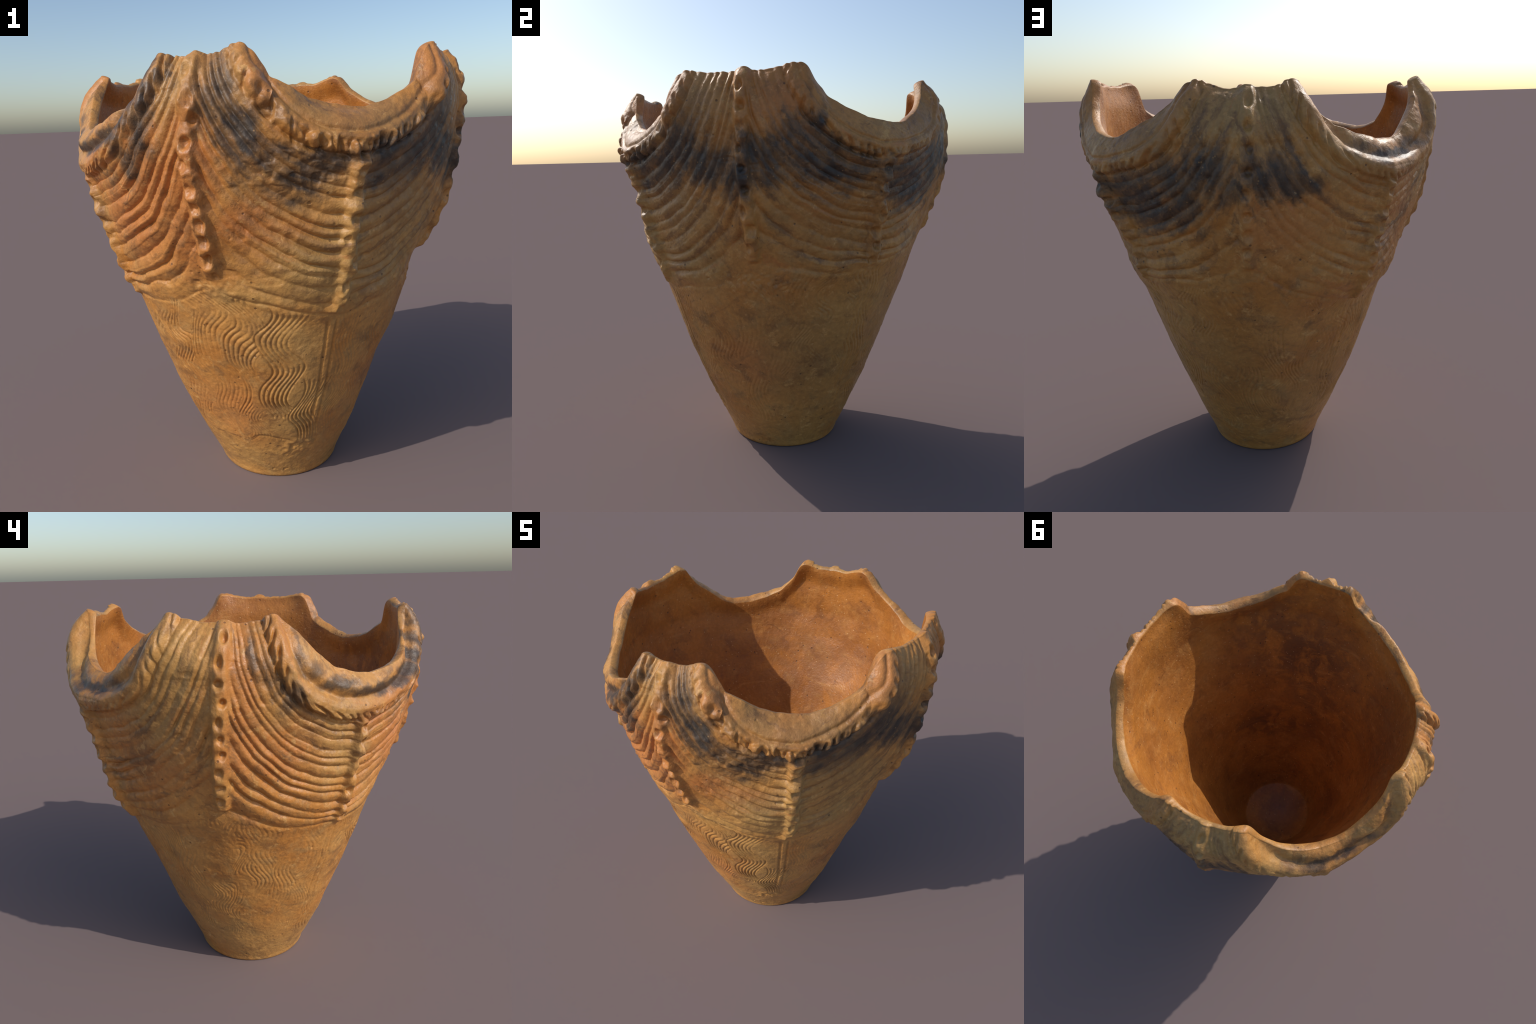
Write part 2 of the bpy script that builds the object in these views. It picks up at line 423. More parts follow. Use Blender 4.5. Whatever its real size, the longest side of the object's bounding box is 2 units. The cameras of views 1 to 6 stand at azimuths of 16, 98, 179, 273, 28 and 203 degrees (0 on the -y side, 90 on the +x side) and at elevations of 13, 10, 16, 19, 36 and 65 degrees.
# --- lower cone: paired upright lines under the dip ribs, combed wavy strokes
plain = 1 - swag_zone
for rib in DIP_RIBS:
    ra = rib["low"]
    for off, bottom in ((-0.021, 0.36), (0.021, 0.30)):
        s = wrap(A - ra) * D2R * R0 - off * (0.6 + 0.4 * zg) + 0.008 * n4(P, 4.0)
        run = smooth(bottom - 0.05, bottom + 0.1, zg) * (1 - smooth(rib["foot"] - 0.06, rib["foot"] - 0.02, zg))
        deep = 0.007 if rib is DIP_RIBS[0] else 0.0035
        H -= deep * np.exp(-((s / 0.0065) ** 2)) * run * plain
        H += 0.25 * deep * np.exp(-((s / 0.02) ** 2)) * run * plain

comb = np.zeros_like(zg)
sr = np.random.default_rng(77)
for face in range(8):
    a_left = ks[face]
    a_right = kx[face + 1]
    # strength of the combing on each face (worn away on some)
    mid_a = 0.5 * (a_left + a_right)
    strong = 0.42 + 0.58 * np.exp(-((wrap(mid_a - 17) / 34.0) ** 2))
    span_a = a_right - a_left
    ncol = max(3, int(round(span_a * D2R * 0.60 / 0.15)))
    for k in range(ncol):
        a_c = a_left + span_a * (k + 0.5) / ncol + sr.normal(0, 1.0)
        wave, wl, phs = sr.uniform(0.026, 0.044), sr.uniform(0.25, 0.36), sr.uniform(0, 6.28)
        pitch, deep = sr.uniform(0.019, 0.024), 0.0092 * strong * sr.uniform(0.6, 1.2)
        cols = np.where(np.abs(wrap(az - a_c)) < span_a / ncol * 1.3 + 6)[0]
        rows = np.where((low > 0.2) & (low < 1.15))[0]
        ix = np.ix_(rows, cols)
        zz = zg[ix]
        squeeze = np.interp(zz, CONE_Z, CONE_R) / 0.60
        s = wrap(A[ix] - a_c) * D2R * R0[ix] / squeeze
        arg = 2 * np.pi * zz / wl + phs + 2.4 * n2(P[ix], 4.0)
        lat = s - wave * np.sin(arg) + 0.012 * n4(P[ix], 7.0)
        win = smooth(0.082, 0.068, np.abs(lat)) * smooth(-0.30, -0.12, n1(P[ix] + k, 5.0) + 0.25 * (strong - 0.6)) * smooth(0.24, 0.34, zz)
        teeth = np.abs(np.sin(np.pi * lat / pitch)) ** 0.6
        comb[ix] = comb[ix] * (1 - win) - deep * (1 - teeth) * win * np.clip(0.9 + 1.0 * n3(P[ix], 11.0), 0.15, 1.6)
    for row, zc in enumerate((0.93, 0.72, 0.52, 0.31)):
        if row >= 3 and abs(wrap(mid_a - 15)) > 80 and sr.random() < 0.45:
            continue
        radius = float(np.interp(zc, CONE_Z, CONE_R))
        width = (a_right - a_left) * D2R * radius
        count = max(2, int(round(width / 0.125)))
        for k in range(count):
            if sr.random() < 0.80:
                continue
            a_c = a_left + (a_right - a_left) * ((k + 0.5) / count + sr.normal(0, 0.05))
            z_c = zc + sr.normal(0, 0.035)
            half_l = sr.uniform(0.10, 0.16)
            half_w = sr.uniform(0.045, 0.07)
            wave = sr.uniform(0.018, 0.034) * (1 if k % 2 else sr.choice([-1, 1]))
            wl = sr.uniform(0.22, 0.34)
            phs = sr.uniform(0, 6.28)
            pitch = sr.uniform(0.018, 0.024)
            deep = 0.0075 * strong * sr.uniform(0.45, 1.2)
            cols = np.where(np.abs(wrap(az - a_c)) * D2R * radius < half_w + 0.09)[0]
            rows = np.where(np.abs(low - z_c) < half_l + 0.02)[0]
            if not len(rows) or not len(cols):
                continue
            ix = np.ix_(rows, cols)
            zz = zg[ix] - z_c
            s = wrap(A[ix] - a_c) * D2R * R0[ix]
            arg = 2 * np.pi * zz / wl + phs
            lat = s - wave * (np.sin(arg) - np.sin(phs)) + 0.004 * n4(P[ix], 12.0)
            slope = wave * 2 * np.pi / wl * np.cos(arg)
            cosang = 1 / np.sqrt(1 + slope**2)
            win = smooth(half_w, half_w - 0.012, np.abs(lat)) * smooth(half_l, half_l - 0.025, np.abs(zz))
            teeth = np.abs(np.sin(np.pi * lat / pitch)) ** 0.7
            hh = -deep * (1 - teeth) * (0.6 + 0.4 * cosang)
            comb[ix] = comb[ix] * (1 - win) + hh * win
H += comb * plain * smooth(0.14, 0.24, zg)

# overall hand-made unevenness, fine grain, a few scrapes and pores
H += hand * smooth(0.0, 0.1, zg)
H += 0.0005 * n1(P, 80.0) + 0.0013 * n2(P, 34.0) * (0.4 + swag_zone) + 0.0008 * n3(P, 62.0)
pores = n3(P * np.array([1, 1, 0.8]), 60.0) + 0.35 * n1(P, 14.0)
H -= 0.004 * smooth(0.97, 1.10, pores)
scar = zg - 0.275 - 0.10 * n4(P * np.array([1, 1, 0.2]), 3.2) - 0.03 * n2(P, 12.0)
H -= 0.007 * np.exp(-(scar / 0.007) ** 2) * np.exp(-((wrap(A - 8) / 30.0) ** 2)) * smooth(-0.25, 0.1, n1(P, 7.0))
H += 0.006 * smooth(-0.01, 0.01, scar) * smooth(0.12, 0.02, scar) * np.exp(-((wrap(A - 8) / 30.0) ** 2))
rough = np.exp(-((wrap(A - 30) / 12.0) ** 2) - ((zg - 0.22) / 0.07) ** 2) + 0.6 * np.exp(-((wrap(A + 6) / 10.0) ** 2) - ((zg - 1.09) / 0.05) ** 2) + 0.7 * np.exp(-((wrap(A - 85) / 14.0) ** 2) - ((zg - 1.03) / 0.07) ** 2)
H += rough * (0.007 * n3(P, 30.0) + 0.006 * n2(P, 52.0))
H += 0.010 * np.exp(-((wrap(A - 4) / 6.0) ** 2) - ((zg - 1.09) / 0.045) ** 2)    # scraped edge low on the front
H *= smooth(-0.001, 0.02, zg)

H = 0.25 * np.roll(H, 1, 1) + 0.5 * H + 0.25 * np.roll(H, -1, 1)
OUT = P + NRM * H[..., None]
OUT[..., 2] = np.maximum(OUT[..., 2], 0.0)

# ------------------------------------------------------- rim, inside, base
rim_top = OUT[-1]
h_rim = H[-1]
horn = sum(np.exp(-((wrap(az - a) / 3.5) ** 2)) for a in (10.5, 65.5, 103.5, 160.5, 191.5, 250.5, 284.5, 347))
thick = 0.029 + 0.012 * horn + 0.004 * wob(ring, 6.0)
cap_rows = 12
cap = []
for k in range(1, cap_rows + 1):
    th = np.pi * k / cap_rows
    ease = 0.5 - 0.5 * np.cos(th)
    r_in = rim_r - thick
    inner = np.stack([r_in * np.sin(az * D2R), -r_in * np.cos(az * D2R), rim_z - 0.006], -1)
    row = rim_top * (1 - ease) + inner * ease
    row[:, 2] += 0.009 * np.sin(th)
    cap.append(row)
CAP = np.array(cap)
inner_rows = 120
f = np.linspace(0, 1, inner_rows + 1)[1:]
zi = (rim_z - 0.006)[None] + f[:, None] * (0.12 - rim_z + 0.006)[None]
depth_in = (rim_z[None] - zi)
core = np.interp(zi, [0.05, 0.2, 0.4, 0.6, 0.8, 1.0, 1.2, 1.35, 1.5, 1.65], [0.215, 0.300, 0.381, 0.455, 0.526, 0.587, 0.652, 0.702, 0.745, 0.768])
core = core + np.exp(-((wrap(az - 150) / 24.0) ** 2)) * (0.032 * smooth(1.2, 1.5, zi) + 0.026 * np.exp(-(((zi - 1.36) / 0.18) ** 2))) + 0.010 * smooth(1.45, 1.65, zi)
core = core - 0.012 * np.cos(wrap(az - 235) * D2R) * (1 - smooth(0.25, 0.9, zi))
core = core + (0.026 - 0.0186 * np.minimum(zi, 1.4)) * np.sin(az * D2R)
to_rim = smooth(rim_z[None] - 0.12, rim_z[None] - 0.004, zi)
ri = core * (1 - to_rim) + (rim_r - thick)[None] * to_rim
Pi = np.stack([ri * np.sin(az * D2R), -ri * np.cos(az * D2R), zi], -1)
ni = 0.005 * n3(Pi + 9, 3.5) + 0.003 * n4(Pi + 3, 9.0) + 0.0010 * n1(Pi, 45.0)
ri = ri + ni * smooth(0, 0.05, depth_in)
INN = np.stack([ri * np.sin(az * D2R), -ri * np.cos(az * D2R), zi], -1)
floor_rows = 26
ff = np.linspace(1, 0.012, floor_rows + 1)[1:]
r_edge = ri[-1]
FLO = []
for k in ff:
    zf = 0.05 + 0.07 * k**2.0
    FLO.append(np.stack([k * r_edge * np.sin(az * D2R), -k * r_edge * np.cos(az * D2R), np.full(N, zf)], -1))
FLO = np.array(FLO)
under = np.linspace(0.02, 1, 9)[:-1]
UND = np.stack([OUT[0] * np.array([k, k, 0]) for k in under])

V = np.concatenate([UND, OUT, CAP, INN, FLO])
rows_total = V.shape[0]
r_out0 = len(under)
r_cap0 = r_out0 + M
r_inn0 = r_cap0 + cap_rows

# smooth vertex normals of the whole surface
ii = np.arange(rows_total - 1)[:, None] * N
jj = np.arange(N)[None]
quads = np.stack([ii + jj, ii + (jj + 1) % N, ii + N + (jj + 1) % N, ii + N + jj], -1)
VF = V.reshape(-1, 3)
qa = quads.reshape(-1, 4)
fn = np.cross(VF[qa[:, 2]] - VF[qa[:, 0]], VF[qa[:, 3]] - VF[qa[:, 1]])
VN = np.zeros_like(VF)
for c in range(4):
    for d in range(3):
        VN[:, d] += np.bincount(qa[:, c], weights=fn[:, d], minlength=len(VF))
VN /= np.maximum(np.linalg.norm(VN, axis=1, keepdims=True), 1e-12)

# part label of every quad
label = np.zeros((rows_total - 1, N), int)              # 0 lower body
out_slice = slice(r_out0, r_out0 + M - 1)
lab = np.where(swag_zone[:-1] > 0.5, 1, 0)              # 1 swagged upper wall
lab = np.where(zg[:-1] > 1.45, 1, lab)
lab = np.where(rib_id[:-1] >= 0, 10 + rib_id[:-1], lab)
lab = np.where(lip_mask[:-1] > 0, 19 + lip_mask[:-1].astype(int), lab)
label[out_slice] = lab
label[r_cap0 - 1:r_inn0 - 1] = 2                        # rim edge
label[r_inn0 - 1:] = 3                                  # inside
label = label.reshape(-1)

# ---------------------------------------------------------------- materials
def srgb(r, g, b):
    f = lambda c: (c / 255 / 12.92) if c / 255 <= 0.04045 else ((c / 255 + 0.055) / 1.055) ** 2.4
    return (f(r), f(g), f(b), 1.0)


class Tree:
    def __init__(self, name):
        self.mat = bpy.data.materials.new(name)
        self.mat.use_nodes = True
        self.t = self.mat.node_tree
        self.t.nodes.clear()
        self.coord = self.node("ShaderNodeTexCoord").outputs["Object"]

    def node(self, kind, **kw):
        n = self.t.nodes.new(kind)
        for k, v in kw.items():
            setattr(n, k, v)
        return n

    def link(self, a, b):
        self.t.links.new(a, b)

    def put(self, sock, v):
        if isinstance(v, bpy.types.NodeSocket):
            self.link(v, sock)
        else:
            sock.default_value = v

    def math(self, op, a, b=0.0, c=0.0, clamp=False):
        n = self.node("ShaderNodeMath", operation=op, use_clamp=clamp)
        self.put(n.inputs[0], a)
        self.put(n.inputs[1], b)
        self.put(n.inputs[2], c)
        return n.outputs[0]

    def vmath(self, op, a, b=(0, 0, 0), out="Vector"):
        n = self.node("ShaderNodeVectorMath", operation=op)
        self.put(n.inputs[0], a)
        self.put(n.inputs[1], b)
        return n.outputs[out]

    def noise(self, scale, detail=3.0, rough=0.55, vec=None, stretch=None, distortion=0.0, color=False):
        n = self.node("ShaderNodeTexNoise")
        v = vec or self.coord
        if stretch:
            m = self.node("ShaderNodeMapping")
            m.inputs["Scale"].default_value = stretch
            self.link(v, m.inputs["Vector"])
            v = m.outputs[0]
        self.link(v, n.inputs["Vector"])
        n.inputs["Scale"].default_value = scale
        n.inputs["Detail"].default_value = detail
        n.inputs["Roughness"].default_value = rough
        n.inputs["Distortion"].default_value = distortion
        return n.outputs["Color" if color else "Fac"]

    def ramp(self, x, a, b, lo=0.0, hi=1.0):
        n = self.node("ShaderNodeMapRange", interpolation_type="SMOOTHSTEP")
        self.put(n.inputs["Value"], x)
        n.inputs["From Min"].default_value, n.inputs["From Max"].default_value = a, b
        n.inputs["To Min"].default_value, n.inputs["To Max"].default_value = lo, hi
        return n.outputs[0]

    def mix(self, fac, a, b, blend="MIX"):
        n = self.node("ShaderNodeMix", data_type="RGBA", blend_type=blend)
        self.put(n.inputs[0], fac)
        self.put(n.inputs[6], a)
        self.put(n.inputs[7], b)
        return n.outputs[2]

    def blobs(self, vec, spots):
        """Largest of several soft ellipsoids: (azimuth, z, radius, size along, size up, strength)."""
        total = None
        for a, z, r, sx, sz, k in spots:
            if total is not None:                     # keeps the blobs evaluated one after another
                chain = self.node("ShaderNodeVectorMath", operation="MULTIPLY_ADD")
                self.link(total, chain.inputs[0])
                chain.inputs[1].default_value = (1e-6, 1e-6, 1e-6)
                self.link(vec, chain.inputs[2])
                src = chain.outputs[0]
            else:
                src = vec
            m = self.node("ShaderNodeMapping", vector_type="TEXTURE")
            m.inputs["Location"].default_value = (r * np.sin(a * D2R), -r * np.cos(a * D2R), z)
            m.inputs["Rotation"].default_value = (0, 0, a * D2R)
            m.inputs["Scale"].default_value = (sx, 0.16, sz)
            self.link(src, m.inputs["Vector"])
            d = self.vmath("LENGTH", m.outputs[0], out="Value")
            s = self.ramp(d, 0.3, 2.2, k, 0.0)
            total = s if total is None else self.math("MAXIMUM", total, s)
        return total


SOOT = [  # azimuth, z, radius, half size along, half size up, strength
    (347, 1.80, 0.88, 0.03, 0.13, 0.85), (339, 1.60, 0.9, 0.06, 0.05, 0.9), (344, 1.69, 0.89, 0.06, 0.08, 0.9), (350, 1.90, 0.83, 0.02, 0.06, 0.85), (330, 1.525, 0.88, 0.08, 0.02, 0.6),
    (3, 1.80, 0.89, 0.06, 0.15, 0.75), (8, 1.68, 0.89, 0.08, 0.11, 0.9), (14, 1.60, 0.88, 0.09, 0.06, 0.75), (22, 1.50, 0.86, 0.08, 0.05, 0.9), (27, 1.57, 0.88, 0.10, 0.045, 0.8), (33, 1.585, 0.88, 0.06, 0.03, 0.7),
    (45, 1.57, 0.88, 0.09, 0.075, 1.0), (56, 1.60, 0.88, 0.12, 0.085, 1.0), (66, 1.66, 0.9, 0.10, 0.10, 0.9), (74, 1.60, 0.9, 0.10, 0.09, 0.95), (83, 1.54, 0.89, 0.07, 0.09, 0.9), (61, 1.72, 0.88, 0.06, 0.06, 0.8),
    (95, 1.60, 0.9, 0.07, 0.10, 0.9), (103, 1.66, 0.9, 0.09, 0.12, 1.0), (112, 1.61, 0.89, 0.11, 0.075, 1.0), (120, 1.56, 0.88, 0.09, 0.06, 0.9), (107, 1.76, 0.88, 0.04, 0.04, 0.8), (128, 1.50, 0.87, 0.05, 0.10, 0.7),
    (136, 1.47, 0.87, 0.10, 0.09, 0.95), (145, 1.48, 0.87, 0.13, 0.10, 1.0), (156, 1.55, 0.89, 0.12, 0.10, 0.95), (166, 1.62, 0.91, 0.10, 0.10, 0.9), (172, 1.55, 0.90, 0.05, 0.06, 0.6), (133, 1.55, 0.88, 0.06, 0.04, 0.6),
    (183, 1.60, 0.90, 0.10, 0.10, 1.0), (190, 1.555, 0.89, 0.08, 0.06, 0.85), (179, 1.52, 0.89, 0.03, 0.06, 0.5),
    (276, 1.84, 0.86, 0.02, 0.10, 0.6), (280, 1.73, 0.88, 0.03, 0.09, 0.7), (285, 1.66, 0.88, 0.04, 0.06, 0.75), (288, 1.78, 0.84, 0.03, 0.07, 0.55),
    (352, 1.86, 0.86, 0.03, 0.08, 0.6), (88, 1.61, 0.90, 0.06, 0.09, 0.9), (118, 1.50, 0.88, 0.10, 0.05, 0.7), (130, 1.55, 0.89, 0.06, 0.07, 0.8), (152, 1.44, 0.87, 0.12, 0.06, 0.8),
    (176, 1.61, 0.90, 0.06, 0.08, 0.8), (140, 1.55, 0.89, 0.10, 0.06, 0.8), (50, 1.51, 0.87, 0.12, 0.04, 0.6),
]
RIM_SOOT = [  # smoke lodged in the channels of the lips
    (293, 1.745, 0.85, 0.035, 0.04, 0.75), (300, 1.685, 0.87, 0.095, 0.026, 0.85), (308, 1.645, 0.88, 0.095, 0.022, 0.8), (316, 1.640, 0.885, 0.095, 0.024, 1.0), (324, 1.655, 0.885, 0.095, 0.026, 1.0), (331, 1.69, 0.885, 0.095, 0.03, 1.0), (337, 1.745, 0.875, 0.04, 0.035, 0.95), (342, 1.81, 0.86, 0.025, 0.05, 0.8),
    (232, 1.69, 0.86, 0.095, 0.025, 0.75), (224, 1.655, 0.87, 0.095, 0.022, 0.9), (216, 1.655, 0.86, 0.095, 0.024, 0.85), (208, 1.69, 0.85, 0.095, 0.03, 0.6),
    (105, 1.87, 0.85, 0.02, 0.06, 0.5), (148, 1.78, 0.84, 0.05, 0.03, 0.4), (63, 1.64, 0.9, 0.03, 0.02, 0.4),
]
RED = [
    (345, 1.50, 0.86, 0.16, 0.17, 1.0), (335, 1.35, 0.82, 0.16, 0.16, 1.0), (352, 1.35, 0.82, 0.08, 0.16, 0.9), (318, 1.54, 0.88, 0.12, 0.05, 0.9), (358, 1.55, 0.93, 0.05, 0.22, 0.9), (10, 1.38, 0.83, 0.10, 0.07, 0.9), (20, 1.32, 0.81, 0.08, 0.05, 0.8),
    (38, 1.74, 0.82, 0.12, 0.04, 0.6), (14, 1.88, 0.82, 0.05, 0.10, 0.8), (64, 1.90, 0.82, 0.05, 0.10, 0.8), (75, 0.55, 0.55, 0.16, 0.10, 0.8), (350, 0.45, 0.47, 0.14, 0.12, 0.6), (272, 1.50, 0.87, 0.05, 0.35, 0.8), (285, 1.40, 0.83, 0.12, 0.10, 0.7), (325, 1.60, 0.9, 0.12, 0.05, 0.8), (96, 1.82, 0.9, 0.10, 0.10, 0.7), (185, 1.40, 0.83, 0.12, 0.12, 0.6), (240, 1.40, 0.82, 0.2, 0.2, 0.6),
]
OLIVE = [
    (20, 1.55, 0.88, 0.16, 0.10, 0.9), (26, 1.20, 0.77, 0.14, 0.12, 0.9), (55, 1.40, 0.84, 0.18, 0.16, 1.0), (70, 1.70, 0.90, 0.12, 0.16, 0.9), (58, 1.12, 0.74, 0.16, 0.10, 0.7),
    (24, 1.76, 0.83, 0.12, 0.05, 0.9), (36, 1.71, 0.84, 0.14, 0.05, 0.9), (48, 1.72, 0.84, 0.14, 0.05, 1.0), (30, 0.62, 0.56, 0.10, 0.14, 0.7), (28, 0.35, 0.46, 0.10, 0.10, 0.7), (112, 1.30, 0.84, 0.2, 0.2, 0.6), (110, 0.6, 0.56, 0.2, 0.3, 0.7), (145, 1.75, 0.86, 0.16, 0.10, 0.7),
    (252, 1.62, 0.88, 0.12, 0.14, 0.8), (215, 1.60, 0.89, 0.2, 0.05, 0.7), (175, 1.86, 0.86, 0.16, 0.08, 0.8), (290, 1.60, 0.88, 0.08, 0.08, 0.5), (305, 1.45, 0.85, 0.10, 0.14, 0.6), (165, 0.6, 0.56, 0.2, 0.3, 0.5), (205, 0.4, 0.47, 0.2, 0.2, 0.5), (6, 1.82, 0.88, 0.08, 0.10, 0.6), (352, 1.80, 0.88, 0.05, 0.12, 0.5),
]
PALE = [
    (30, 1.12, 0.74, 0.14, 0.10, 0.9), (38, 1.15, 0.78, 0.05, 0.25, 1.0), (8, 1.05, 0.70, 0.10, 0.05, 0.8), (22, 0.85, 0.63, 0.14, 0.12, 0.8), (25, 0.45, 0.50, 0.12, 0.16, 0.8), (10, 0.12, 0.35, 0.22, 0.13, 0.9), (90, 0.12, 0.35, 0.22, 0.1, 0.7), (310, 0.12, 0.35, 0.22, 0.12, 0.7), (352, 1.86, 0.87, 0.04, 0.10, 0.8), (300, 1.50, 0.86, 0.10, 0.10, 0.6), (306, 1.35, 0.82, 0.10, 0.10, 0.6),
    (245, 1.55, 0.87, 0.12, 0.12, 0.8), (256, 1.78, 0.86, 0.10, 0.12, 0.8), (180, 1.84, 0.88, 0.14, 0.10, 0.8), (200, 1.70, 0.88, 0.12, 0.12, 0.8), (168, 1.80, 0.88, 0.08, 0.1, 0.7), (60, 1.20, 0.77, 0.16, 0.12, 0.6), (130, 0.80, 0.62, 0.2, 0.3, 0.5), (275, 0.20, 0.40, 0.2, 0.12, 0.5), (180, 0.2, 0.4, 0.2, 0.15, 0.5),
]


def fired_clay(name, inside):
    T = Tree(name)
    shift = T.vmath("SCALE", T.vmath("SUBTRACT", T.noise(5.0, 4.0, color=True), (0.5, 0.5, 0.5)))
    shift.node.inputs["Scale"].default_value = 0.22
    fine_shift = T.vmath("SCALE", T.vmath("SUBTRACT", T.noise(24.0, 3.0, color=True), (0.5, 0.5, 0.5)))
    fine_shift.node.inputs["Scale"].default_value = 0.05
    warped = T.vmath("ADD", T.vmath("ADD", T.coord, shift), fine_shift)
    # distance to the middle of the nearest dip: streaks run along the swags
    near_dip = None
    for a, z in ((38, 2.02), (129, 2.02), (219, 1.98), (313, 1.98)):
        c = (0.86 * np.sin(a * D2R), -0.86 * np.cos(a * D2R), z)
        d = T.vmath("DISTANCE", T.vmath("ADD", T.coord, fine_shift), c, out="Value")
        near_dip = d if near_dip is None else T.math("MINIMUM", near_dip, d)
    along = T.vmath("ADD", T.vmath("MULTIPLY", T.coord, (0.30, 0.30, 0.30)), T.vmath("MULTIPLY", near_dip, (1.0, 1.0, 1.0)))
    swag_streak = T.noise(13.0, 4.0, 0.65, vec=along)
    big = T.noise(2.6, 4.0, 0.6)
    mid = T.noise(9.0, 5.0, 0.65, distortion=0.6)
    fine = T.noise(48.0, 4.0, 0.7)
    if inside:
        base = T.mix(T.ramp(big, 0.35, 0.65), srgb(*IN_A), srgb(*IN_B))
        base = T.mix(T.ramp(mid, 0.5, 0.75, 0, 0.55), base, srgb(*IN_C))
    else:
        base = T.mix(T.ramp(big, 0.38, 0.62), srgb(*OUT_A), srgb(*OUT_B))
        base = T.mix(T.ramp(mid, 0.48, 0.72, 0, 0.7), base, srgb(*OUT_C))
        base = T.mix(T.math("MULTIPLY", T.blobs(warped, RED), 0.75), base, srgb(*OUT_RED))
        base = T.mix(T.math("MULTIPLY", T.blobs(warped, OLIVE), 0.7), base, srgb(*OUT_OLIVE))
        base = T.mix(T.math("MULTIPLY", T.blobs(warped, PALE), 0.6), base, srgb(*OUT_PALE))
        hgt_node = T.node("ShaderNodeSeparateXYZ")
        T.link(warped, hgt_node.inputs[0])
        upper = T.ramp(hgt_node.outputs["Z"], 0.98, 1.12, 0.12, 1.0)
        base = T.mix(T.math("MULTIPLY", T.ramp(swag_streak, 0.42, 0.28, 0, 0.5), upper), base, srgb(*OUT_RED))
        base = T.mix(T.math("MULTIPLY", T.ramp(swag_streak, 0.54, 0.72, 0, 0.75), upper), base, srgb(*OUT_DK))
        base = T.mix(T.ramp(T.noise(7.0, 6.0, 0.72, vec=warped), 0.50, 0.68, 0, 0.6), base, srgb(*OUT_DK))
        base = T.mix(T.ramp(T.noise(15.0, 4.0, 0.7, vec=warped), 0.56, 0.72, 0, 0.65), base, srgb(*OUT_HI))
    base = T.mix(T.ramp(fine, 0.30, 0.72, 0.0, 1.0), T.mix(1.0, base, (0.88, 0.87, 0.86, 1), "MULTIPLY"), T.mix(1.0, base, (1.10, 1.10, 1.08, 1), "MULTIPLY"))
    if not inside:
        soot = T.blobs(warped, SOOT)
        grain = T.noise(26.0, 5.0, 0.7, stretch=(1, 1, 0.7))
        soot = T.math("ADD", soot, T.math("MULTIPLY", T.math("SUBTRACT", grain, 0.5), 0.9))
        soot = T.math("ADD", soot, T.math("MULTIPLY", T.math("SUBTRACT", swag_streak, 0.5), 1.7))
        smoke = T.ramp(soot, 0.0, 0.70, 0.0, 0.65)
        base = T.mix(smoke, base, srgb(*OUT_SMOKE))
        soot = T.ramp(soot, 0.26, 1.15, 0.0, 0.95)
        rim_soot = T.blobs(T.vmath("ADD", T.coord, fine_shift), RIM_SOOT)
        rim_soot = T.math("ADD", rim_soot, T.math("MULTIPLY", T.math("SUBTRACT", grain, 0.5), 0.5))
        soot = T.math("MAXIMUM", soot, T.ramp(rim_soot, 0.25, 0.95, 0.0, 0.88))
        black = T.mix(T.ramp(mid, 0.4, 0.65), srgb(*SOOT_A), srgb(*SOOT_B))
        base = T.mix(soot, base, black)
    else:
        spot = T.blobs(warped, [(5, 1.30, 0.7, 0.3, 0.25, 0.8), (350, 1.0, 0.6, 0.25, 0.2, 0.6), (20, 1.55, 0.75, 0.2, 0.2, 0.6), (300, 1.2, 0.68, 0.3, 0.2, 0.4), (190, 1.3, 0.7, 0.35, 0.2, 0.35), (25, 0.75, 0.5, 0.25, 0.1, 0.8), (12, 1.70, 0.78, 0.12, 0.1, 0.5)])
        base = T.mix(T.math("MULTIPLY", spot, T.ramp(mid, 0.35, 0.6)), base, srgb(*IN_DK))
        blotch = T.noise(6.0, 6.0, 0.7, vec=warped)
        base = T.mix(T.ramp(blotch, 0.50, 0.70, 0, 0.65), base, srgb(126, 78, 42))
        wipe = T.noise(5.0, 4.0, 0.65, stretch=(1, 1, 3.2), distortion=0.8)
        base = T.mix(T.ramp(wipe, 0.56, 0.74, 0, 0.4), base, srgb(204, 146, 78))
        crack = T.math("ABSOLUTE", T.math("SUBTRACT", T.noise(1.1, 2.0, 0.5), 0.47))
        crack = T.math("MULTIPLY", T.ramp(crack, 0.0022, 0.0006), T.ramp(big, 0.5, 0.6))
        base = T.mix(T.math("MULTIPLY", crack, 0.35), base, srgb(84, 50, 30))
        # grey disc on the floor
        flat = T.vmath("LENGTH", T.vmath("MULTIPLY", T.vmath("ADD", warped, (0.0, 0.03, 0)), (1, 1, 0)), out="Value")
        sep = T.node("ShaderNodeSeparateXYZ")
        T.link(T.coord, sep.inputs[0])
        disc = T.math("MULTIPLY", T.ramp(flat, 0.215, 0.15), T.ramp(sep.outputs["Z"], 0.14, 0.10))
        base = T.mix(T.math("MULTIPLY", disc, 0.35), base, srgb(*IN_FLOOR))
    # temper: dark pores and pale grains
    vo = T.node("ShaderNodeTexVoronoi")
    T.link(T.coord, vo.inputs["Vector"])
    vo.inputs["Scale"].default_value = 34.0
    pick = T.node("ShaderNodeSeparateColor")
    T.link(vo.outputs["Color"], pick.inputs[0])
    dot = T.math("MULTIPLY", T.ramp(vo.outputs["Distance"], 0.23, 0.12), T.ramp(pick.outputs[0], 0.90 if not inside else 0.84, 0.97))
    base = T.mix(T.math("MULTIPLY", dot, 0.65), base, srgb(62, 40, 30))
    vo2 = T.node("ShaderNodeTexVoronoi")
    T.link(T.coord, vo2.inputs["Vector"])
    vo2.inputs["Scale"].default_value = 55.0
    pick2 = T.node("ShaderNodeSeparateColor")
    T.link(vo2.outputs["Color"], pick2.inputs[0])
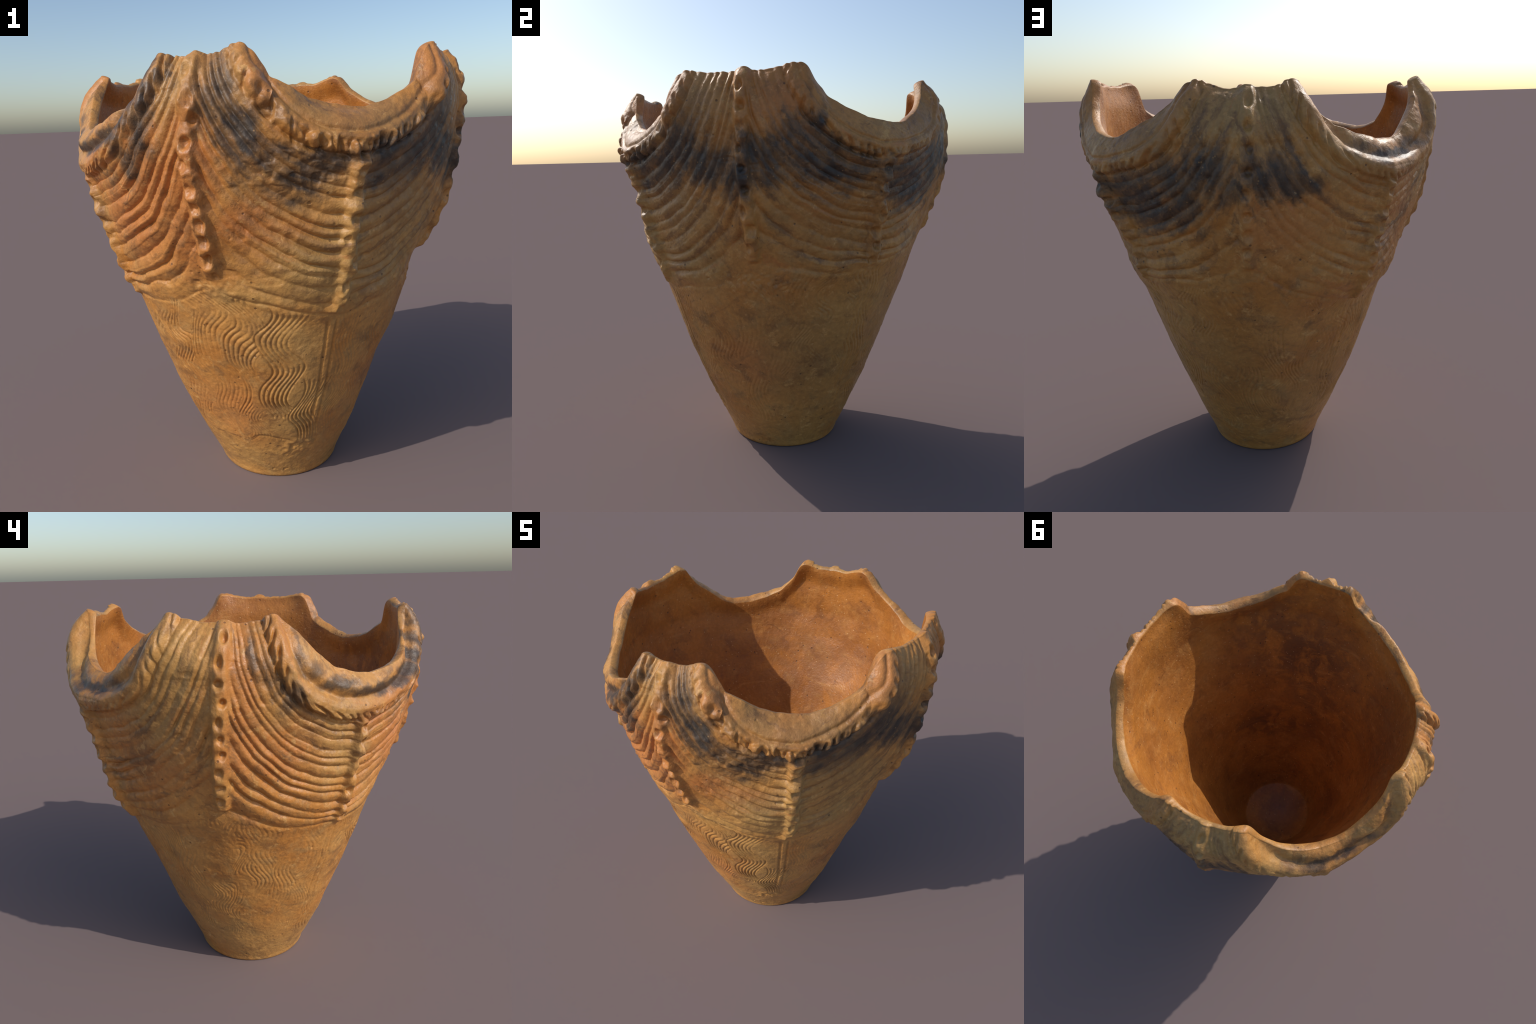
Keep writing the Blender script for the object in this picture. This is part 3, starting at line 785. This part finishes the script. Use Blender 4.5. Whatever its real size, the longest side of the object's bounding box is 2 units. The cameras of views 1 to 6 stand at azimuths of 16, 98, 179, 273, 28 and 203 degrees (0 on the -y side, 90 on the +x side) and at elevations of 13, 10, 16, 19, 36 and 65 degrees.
    dot2 = T.math("MULTIPLY", T.ramp(vo2.outputs["Distance"], 0.25, 0.12), T.ramp(pick2.outputs[1], 0.80, 0.88))
    base = T.mix(T.math("MULTIPLY", dot2, 0.42 if inside else 0.3), base, srgb(*OUT_HI) if not inside else srgb(228, 190, 136))
    bsdf = T.node("ShaderNodeBsdfPrincipled")
    T.link(base, bsdf.inputs["Base Color"])
    T.link(T.ramp(mid, 0.3, 0.7, 0.38, 0.55), bsdf.inputs["Roughness"])
    bsdf.inputs["Specular IOR Level"].default_value = 0.5
    bump = T.node("ShaderNodeBump")
    bump.inputs["Strength"].default_value = 0.45
    bump.inputs["Distance"].default_value = 0.006
    hgt = T.math("ADD", T.noise(85.0, 4.0, 0.6), T.math("MULTIPLY", dot, -0.9))
    T.link(hgt, bump.inputs["Height"])
    T.link(bump.outputs[0], bsdf.inputs["Normal"])
    out = T.node("ShaderNodeOutputMaterial")
    T.link(bsdf.outputs[0], out.inputs[0])
    return T.mat


OUT_A, OUT_B, OUT_C = (190, 136, 72), (181, 121, 57), (164, 126, 76)
OUT_OLIVE = (142, 108, 64)
OUT_RED, OUT_PALE, OUT_DK, OUT_HI = (182, 112, 58), (184, 146, 86), (122, 84, 50), (208, 162, 100)
SOOT_A, SOOT_B = (42, 39, 37), (66, 58, 50)
OUT_SMOKE = (122, 90, 56)
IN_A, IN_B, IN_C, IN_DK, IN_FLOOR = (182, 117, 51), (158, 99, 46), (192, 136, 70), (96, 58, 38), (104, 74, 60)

clay_out = fired_clay("fired_clay_sooted", False)
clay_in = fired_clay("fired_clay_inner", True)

# -------------------------------------------------------------- build parts
root = bpy.data.objects.new("clay_pot", None)
bpy.context.scene.collection.objects.link(root)
root["label"] = "deep conical ochre clay pot with castellated rim, pitted ribs and swag grooves"
root["category"] = "clay pot"


def make_part(name, mask, mat, extra=None):
    fidx = np.where(mask)[0]
    f = qa[fidx]
    used, inv = np.unique(f, return_inverse=True)
    co = VF[used]
    inv = inv.reshape(-1).astype(np.int32)
    starts = np.arange(len(f), dtype=np.int32) * 4
    if extra is not None:                              # closing ring of the floor / base
        order = np.searchsorted(used, extra).astype(np.int32)
        starts = np.append(starts, np.int32(len(inv)))
        inv = np.concatenate([inv, order])
    me = bpy.data.meshes.new(name)
    me.vertices.add(len(co))
    me.vertices.foreach_set("co", co.astype(np.float32).ravel())
    me.loops.add(len(inv))
    me.loops.foreach_set("vertex_index", inv)
    me.polygons.add(len(starts))
    me.polygons.foreach_set("loop_start", starts)
    me.update(calc_edges=True)
    me.validate()
    me.polygons.foreach_set("use_smooth", np.ones(len(me.polygons), bool))
    me.normals_split_custom_set_from_vertices(VN[used].astype(np.float32))
    me.materials.append(mat)
    ob = bpy.data.objects.new(name, me)
    bpy.context.scene.collection.objects.link(ob)
    ob.parent = root
    return ob


base_ring = np.arange(N)[::-1]
floor_ring = (rows_total - 1) * N + np.arange(N)
make_part("lower_body", label == 0, clay_out, base_ring)
make_part("upper_wall", label == 1, clay_out)
make_part("rim_edge", label == 2, clay_out)
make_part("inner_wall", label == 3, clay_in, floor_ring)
for n in range(4):
    make_part("crest_rib", label == 10 + n, clay_out)
for n in range(4):
    make_part("dip_rib", label == 14 + n, clay_out)
for n in range(4):
    make_part("notched_lip", label == 20 + n, clay_out)
